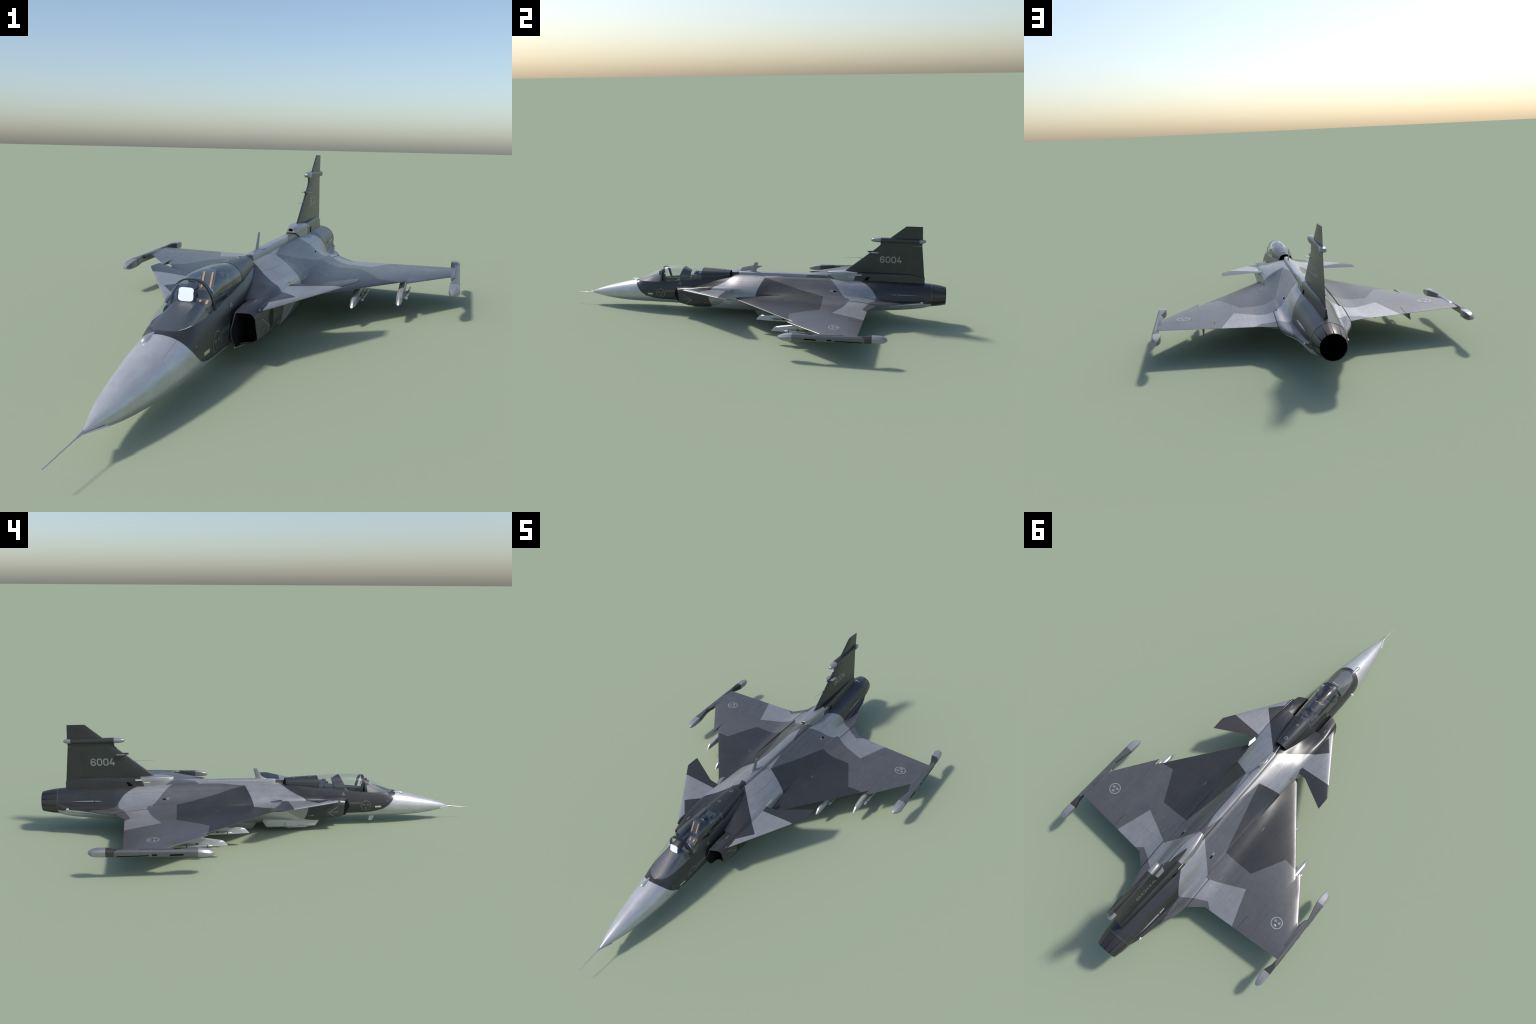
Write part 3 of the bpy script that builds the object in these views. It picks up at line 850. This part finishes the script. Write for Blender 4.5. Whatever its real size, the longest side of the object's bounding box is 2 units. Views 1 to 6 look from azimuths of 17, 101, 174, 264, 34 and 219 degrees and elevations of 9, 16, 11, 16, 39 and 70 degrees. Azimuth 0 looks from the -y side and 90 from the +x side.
# ejection seat
seat = obj_from('ejection_seat', *prism([(-.3520, .2310), (-.3200, .2115), (-.3300, .1800), (-.345, .120), (-.375, .120), (-.3765, .1850)], -.0175, .0175), M_SEAT, sharp=20)
obj_from('seat_cushion', *prism([(-.376, .165), (-.376, .125), (-.43, .122), (-.43, .136)], -.0200, .0200), M_SEAT, seat, sharp=20)
for s in (1, -1):
    x = s*.0105
    obj_from('shoulder_strap', *prism([(-.3572, .2240), (-.3552, .2245), (-.3720, .1910), (-.3758, .1905)], x-.0022, x+.0022), M_STRAP, seat)
    obj_from('thigh_strap', *prism([(-.384, .1640), (-.384, .1628), (-.392, .1560), (-.393, .1575)], x*.8-.003, x*.8+.003), M_STRAP, seat)
    obj_from('red_placard', *box((s*.0178, -.3640, .1930), (.0005, .0062, .0020), Matrix.Rotation(math.radians(-18), 3, 'X')), M_RED, seat)
    obj_from('seat_rail', *prism([(-.3200, .2135), (-.3165, .2120), (-.3330, .165), (-.3365, .166)], s*.014-.002, s*.014+.002), M_SEAT, seat)
    obj_from('side_console', *box((s*.038, -.405, .142), (.0085, .070, .014)), M_PIT)
    obj_from('rear_equipment', *box((s*.020, -.292, .180), (.011, .016, .014), None, .8), M_PIT)
obj_from('yellow_tab', *box((0, -.3190, .2120), (.006, .0006, .0012)), M_YEL, seat)
obj_from('rear_equipment', *box((0, -.268, .186), (.026, .014, .018), None, .8), M_SEAT)
obj_from('rear_equipment', *box((.004, -.283, .206), (.009, .007, .004)), M_SEAT)
obj_from('rear_deck', *box((0, -.285, .168), (.043, .045, .004)), M_PIT)
obj_from('control_grip', *lathe([(.12, .003), (.150, .0028), (.154, .005), (.166, .004), (.168, .001)], 10, 'z', (.0, -.425, 0)), M_PIT)

# ------------------------------------------------------------------ stores and belly
def plate(profile, x, half, side, chamfer=.35):
    """streamlined plate: outline in (y,z), thickest at mid, thin rim"""
    n = len(profile)
    cy = sum(p[0] for p in profile)/n; cz = sum(p[1] for p in profile)/n
    def ring(dx, k):
        y0, y1 = min(p[0] for p in profile), max(p[0] for p in profile)
        return [(x+dx*(1-.55*smooth01((p[0]-y0)/(y1-y0)*1.6-.6)), cy+(p[0]-cy)*k, cz+(p[1]-cz)*k) for p in profile]
    rings = [ring(-half, .90), ring(-half*chamfer, 1.0), ring(half*chamfer, 1.0), ring(half, .90)]
    vf = loft(rings, True, True, True)
    return vf if side > 0 else mirror(vf)
IN_PYL = [(.0925, .0605), (.0990, .0690), (.1080, .0790), (.1210, .0855), (.175, .0905), (.230, .1010), (.420, .1010), (.455, .0880), (.475, .0600), (.300, .0560), (.161, .0580)]
OUT_PYL = [(.1912, .0575), (.1980, .0660), (.2060, .0755), (.2180, .0805), (.2840, .0920), (.330, .1030), (.480, .1040), (.510, .0920), (.529, .0590), (.353, .0535), (.253, .0548)]
for s in (1, -1):
    for prof, x, by in ((IN_PYL, .2660, .1642), (OUT_PYL, .3890, .2531)):
        py = obj_from('wing_pylon', *plate(prof, x, .0078, s), M_PYLON, sharp=35)
        bx = x+.0185; bz = .0690 if x < .3 else .0650
        path = [(by, .0003), (by+.004, .0025), (by+.012, .0050), (by+.024, .0055), (by+.040, .0036), (by+.075, .0034), (by+.090, .0052), (by+.105, .0055), (by+.125, .0035), (by+.18, .0030), (by+.20, .0005)]
        vf = lathe(path, 14, c=(bx, 0, bz)); vf = vf if s > 0 else mirror(vf)
        bu = obj_from('sway_brace_rod', *vf, M_PYLON, py, sharp=60)
        for q in (by+.0225, by+.105):
            vf = lathe([(q-.0013, .0058), (q+.0013, .0058)], 14, c=(bx, 0, bz)); vf = vf if s > 0 else mirror(vf)
            obj_from('brace_ring', *vf, M_BLACK, py)
            vf = box((x+.012, q, bz+.001), (.009, .004, .002)); vf = vf if s > 0 else mirror(vf)
            obj_from('brace_arm', *vf, M_PALE, py)
        vf = box((x+.0078, by+.064, .0705), (.0006, .0050, .0020)); vf = vf if s > 0 else mirror(vf)
        obj_from('pylon_port', *vf, M_BLACK, py)
    # paired belly pylons
    vf = plate([(.0400, .0300), (.0590, .0006), (.0700, .0000), (.300, .0040), (.345, .0180), (.362, .0450), (.040, .0400)], .0600, .0070, s)
    obj_from('belly_pylon', *vf, M_PYLON, sharp=35)

# targeting pod under the right intake
st = [(-.2400, .0130, .062, .0400, .35), (-.2260, .0165, .062, .0225, .35), (-.2160, .0178, .062, .0212, .35), (-.10, .0180, .062, .0200, .3), (-.0040, .0178, .062, .0198, .3), (.0040, .0165, .062, .0260, .3), (.0150, .0120, .062, .0450, .3)]
rings = [[(p[0]-.0930, p[1], p[2]) for p in r] for r in pod_loft(st)]
tp = obj_from('targeting_pod', *loft(rings, True, True, True), M_PALE, sharp=30)
st = [(-.194, .004, .022, .0190, .4), (-.182, .009, .022, .0160, .4), (-.101, .010, .022, .0160, .4), (-.084, .006, .022, .0190, .4)]
rings = [[(p[0]-.0970, p[1], p[2]) for p in r] for r in pod_loft(st)]
obj_from('pod_window_fairing', *loft(rings, True, True, True), M_PALE, tp, sharp=30)
for y, z in ((-.085, .036), (-.115, .0265), (-.150, .0295), (-.158, .0295), (-.17, .0275)):
    obj_from('pod_slot', *box((-.1112, y, z), (.0006, .0010, .006 if z > .032 else .0012)), M_BLACK, tp)
vf = prism([(-.5230, .036), (-.5110, .0128), (-.4950, .0132), (-.4990, .036)], -.0312, -.0288)
obj_from('belly_blade_antenna', *vf, M_PALE)
obj_from('belly_blade_antenna', *prism([(-.580, .032), (-.577, .0240), (-.574, .0240), (-.573, .032)], -.001, .001), M_PALE)

# ------------------------------------------------------------------ markings, projected on to the skin
def project(name, polys, org, u, w, tree, mat, parent, off=.0006):
    """polys: list of 2D outlines (quads/tris) placed at org with axes u,w and dropped on to the surface"""
    org, u, w = Vector(org), Vector(u).normalized(), Vector(w).normalized()
    nrm = u.cross(w).normalized()
    trees = tree if isinstance(tree, (list, tuple)) else [tree]
    V, F = [], []
    for poly in polys:
        idx = []
        for a, b in poly:
            p = org+u*a+w*b
            best = None
            for t in trees:
                h = t.ray_cast(p+nrm*.06, -nrm, .16)
                if h[0] is not None and (best is None or h[3] < best[1]): best = (h[0], h[3])
            q = (best[0] if best else p)+nrm*off
            idx.append(len(V)); V.append(tuple(q))
        F.append(tuple(idx))
    return obj_from(name, V, F, mat, parent, sharp=80)

def ring2(r, wd, n=48):
    o = []
    for i in range(n):
        a, b = 2*math.pi*i/n, 2*math.pi*(i+1)/n
        o.append([(r*math.cos(a), r*math.sin(a)), (r*math.cos(b), r*math.sin(b)), ((r-wd)*math.cos(b), (r-wd)*math.sin(b)), ((r-wd)*math.cos(a), (r-wd)*math.sin(a))])
    return o
def crown2(cx, cy, k):
    """little three pointed crown as quads"""
    q = [[(-.9, -.9), (.9, -.9), (.9, -.55), (-.9, -.55)], [(-.9, -.5), (-.3, -.5), (-.45, .1), (-1.15, .7)], [(-.3, -.5), (.3, -.5), (.22, .85), (-.22, .85)], [(.3, -.5), (.9, -.5), (1.15, .7), (.45, .1)],
         [(-.45, -.5), (0, -.5), (-.1, .25), (-.45, .15)], [(0, -.5), (.45, -.5), (.45, .15), (.1, .25)]]
    return [[(cx+a*k, cy+b*k) for a, b in p] for p in q]
def roundel(R):
    k = R*.235
    return ring2(R, R*.14)+crown2(-R*.38, R*.22, k)+crown2(R*.38, R*.22, k)+crown2(0, -R*.42, k)
def stroke(path, wd, closed=False):
    """polyline drawn with width wd as mitred quads"""
    n = len(path); L, Rr = [], []
    for i in range(n):
        p = Vector(path[i]); a = Vector(path[i-1]) if (closed or i) else None; b = Vector(path[(i+1) % n]) if (closed or i < n-1) else None
        d1 = (p-a).normalized() if a is not None else (b-p).normalized(); d2 = (b-p).normalized() if b is not None else d1
        t = (d1+d2).normalized() if (d1+d2).length > 1e-5 else d1
        m = Vector((-t.y, t.x)); k = wd/2/max(.4, m.dot(Vector((-d1.y, d1.x))))
        L.append(p+m*k); Rr.append(p-m*k)
    o = []
    for i in range(n if closed else n-1):
        j = (i+1) % n
        o.append([tuple(L[i]), tuple(L[j]), tuple(Rr[j]), tuple(Rr[i])])
    return o
def octa(x0, x1, y0, y1, c):
    return [(x0+c, y0), (x1-c, y0), (x1, y0+c), (x1, y1-c), (x1-c, y1), (x0+c, y1), (x0, y1-c), (x0, y0+c)]
def digits(h):
    """6004 in a squared stencil face, height h, starting at u = 0"""
    wd, w, g = h*.17, h*.60, h*.30
    out = []; x = wd/2; a, b = wd/2, h-wd/2; c = h*.16
    out += stroke(octa(x, x+w, a, h*.55, c), wd, True)
    out += stroke([(x, h*.32), (x, b-c), (x+c, b), (x+w-c, b), (x+w, b-c), (x+w, h*.72)], wd)
    for k in (1, 2):
        x0 = x+k*(w+g); out += stroke(octa(x0, x0+w, a, b, c), wd, True)
    x0 = x+3*(w+g)
    out += stroke([(x0+w*.55, h), (x0, h*.30), (x0+w*1.1, h*.30)], wd)
    out += stroke([(x0+w*.78, 0), (x0+w*.78, h*.52)], wd)
    return out, x0+w+wd/2
H = .0335
dg, dw = digits(H); kx = .107/dw
dg = [[(a*kx, b) for a, b in p] for p in dg]
project('fin_number', dg, (.02, .6725, .3000), (0, 1, 0), (0, 0, 1), BVH_FIN, M_MARK, fin, .0003)
project('fin_number', dg, (-.02, .7800, .3010), (0, -1, 0), (0, 0, 1), BVH_FIN, M_MARK, fin, .0003)
R = .0248
for s in (1, -1):
    # wing roundels, crowns facing forward
    project('wing_roundel', roundel(R), (s*.4569, .4884, .12), (-1, 0, 0), (0, -1, 0), [mirr for mirr in (BVH_OUT,)] if s > 0 else [bvh(o) for o in bpy.data.objects if o.name.startswith('outer_wing_panel') and o.data.vertices[0].co.x < 0], M_MARKW, None, .0005)
    # nose roundels
    project('nose_roundel', roundel(.0250), (s*.0605, -.4708, .0972), (0, s, 0), (0, 0, 1), BVH_FWD, M_MARKD, fwd, .0005)
    u = (0, s, 0)
    project('formation_light', [[(a, b), (a+.0145, b), (a+.0145, b+.004), (a, b+.004)] for a in (-.0145, 0) for b in (-.004, 0)], (s*.061, -.5293, .0911), u, (0, 0, 1), BVH_FWD, M_STRIP, fwd, .0006)
    project('formation_light', [[(a, b), (a+.0145, b), (a+.0145, b+.003), (a, b+.003)] for a in (-.0145, 0) for b in (-.003, 0)], (s*.127, -.0769, .0855), u, (0, 0, 1), BVH_BODY, M_STRIP, body, .0006)
    for yy, zz in ((.5706, .2360), (.5335, .2245)):
        project('formation_light', [[(a, b), (a+.014, b), (a+.014, b+.003), (a, b+.003)] for a in (-.014, 0) for b in (-.003, 0)], (s*.036, yy, zz), u, (0, 0, 1), BVH_FB, M_STRIP, fbase, .0007)
    # name bar and rescue triangle
    bar = [[(a, b), (a+.0068, b), (a+.0068, b+.0055), (a, b+.0055)] for a in [-.0272+.0068*i for i in range(8)] for b in (-.0055, 0)]
    project('name_bar', bar, (s*.063, -.4190, .1120), u, (0, 0, 1), BVH_FWD, M_BAR, fwd, .0005)
    project('rescue_triangle', [[(-.011, -.007), (.011, -.007), (.0055, 0), (-.0055, 0)], [(-.0055, 0), (.0055, 0), (0, .009), (0, .009)][:3]], (s*.057, -.364, .1560), u, (0, 0, 1), BVH_FWD, M_MARKD, fwd, .0006)
    # danger chevron on the intake side: drawn forward-opening
    ch = stroke([(-.0465, .0270), (-.0010, 0), (-.0330, -.0235)], .0018)
    tree_i = [BVH_INT, BVH_BODY]
    def flipx(ps): return [[(-a, b) for a, b in p] for p in ps]
    sub = []
    for q in ch:
        for k in range(6):
            e0, e1 = k/6, (k+1)/6
            mixp = lambda a, b, t: (a[0]+(b[0]-a[0])*t, a[1]+(b[1]-a[1])*t)
            sub.append([mixp(q[0], q[1], e0), mixp(q[0], q[1], e1), mixp(q[3], q[2], e1), mixp(q[3], q[2], e0)])
    if s > 0:
        project('danger_chevron', sub, (.1265, -.2802, .0905), u, (0, 0, 1), tree_i, M_MARK, None, .0006)
    else:
        ti = [bvh(o) for o in bpy.data.objects if o.name.startswith('air_intake') and o.data.vertices[0].co.x < 0]+[BVH_BODY]
        project('danger_chevron', flipx(sub), (-.1265, -.2802, .0905), u, (0, 0, 1), ti, M_MARK, None, .0006)
    cu = bpy.data.curves.new('danger_text', 'FONT'); cu.body = 'DANGER'; cu.size = .0115; cu.align_x = 'CENTER'; cu.align_y = 'CENTER'; cu.offset = .0002
    to = bpy.data.objects.new('danger_text_source', cu); bpy.context.scene.collection.objects.link(to)
    bpy.context.view_layer.update()
    tm = to.evaluated_get(bpy.context.evaluated_depsgraph_get()).to_mesh()
    polys = [[(tm.vertices[i].co.x, tm.vertices[i].co.y) for i in p.vertices] for p in tm.polygons]
    bpy.data.objects.remove(to)
    project('danger_lettering', polys, (s*.1265, -.3060, .0915), u, (0, 0, 1), tree_i if s > 0 else ti, M_MARKD, None, .0006)
    # navigation lights on the intake sides
    blob('navigation_light', (s*.1274, -.2060, .0800), (.0021, .0085, .0029), M_REDL if s > 0 else M_GREENL, body)
    blob('navigation_light_fairing', (s*.1272, -.1930, .0797), (.0020, .0110, .0028), M_MID, body)
    # black side vents on the rear body and on the fin base
    project('body_vent', [[(a, b), (a+.0075, b), (a+.0075, b+.0032), (a, b+.0032)] for a in (-.0075, 0) for b in (-.0032, 0)], (s*.0768, .4565, .1583), (0, 1, 0) if s > 0 else (0, -1, 0), (-.6*s, 0, .8), BVH_BODY, M_BLACK, body, .0006)
    project('vent_placard', [[(-.006, -.0045), (.006, -.0045), (.006, .0045), (-.006, .0045)]], (s*.0748, .4410, .1590), (0, 1, 0) if s > 0 else (0, -1, 0), (-.6*s, 0, .8), BVH_BODY, M_MARK, body, .0006)
    vt = [[(-.015, -.010), (.007, -.010), (.010, 0), (-.006, 0)], [(-.006, 0), (.010, 0), (.017, .007), (.004, .0085)]]
    if s < 0: vt = flipx(vt)
    project('base_vent', vt, (s*.03, .6100, .2195), u, (0, 0, 1), BVH_FB, M_BLACK, fbase, .0007)
    # white dashes on wing and intake tops
    for x, y in ((.1648, .2232), (.1640, .4925)):
        tr = BVH_WING if s > 0 else [bvh(o) for o in bpy.data.objects if o.name == 'wing.001'][0]
        project('walkway_dash', [[(-.0009, -.010), (.0009, -.010), (.0009, .010), (-.0009, .010)]], (s*x, y, .13), (1, 0, 0), (0, 1, 0), tr, M_MARK, None, .0005)
    project('intake_dash', [[(-.0013, -.010), (.0013, -.010), (.0013, .010), (-.0013, .010)]], (s*.096, -.2960, .153), (1, 0, 0), (0, 1, 0), tree_i if s > 0 else ti, M_MARK, None, .0006)
    # angle of attack vane and pitot stubs on the nose
    obj_from('nose_vane', *box((s*.0655, -.5530, .0790), (.0060, .0035, .0004)), M_STEEL, fwd)
    project('nose_port', ring2(.0016, .0016, 10), (s*.058, -.575, .116), u, (0, 0, 1), BVH_FWD, M_MARKW, fwd, .0005)
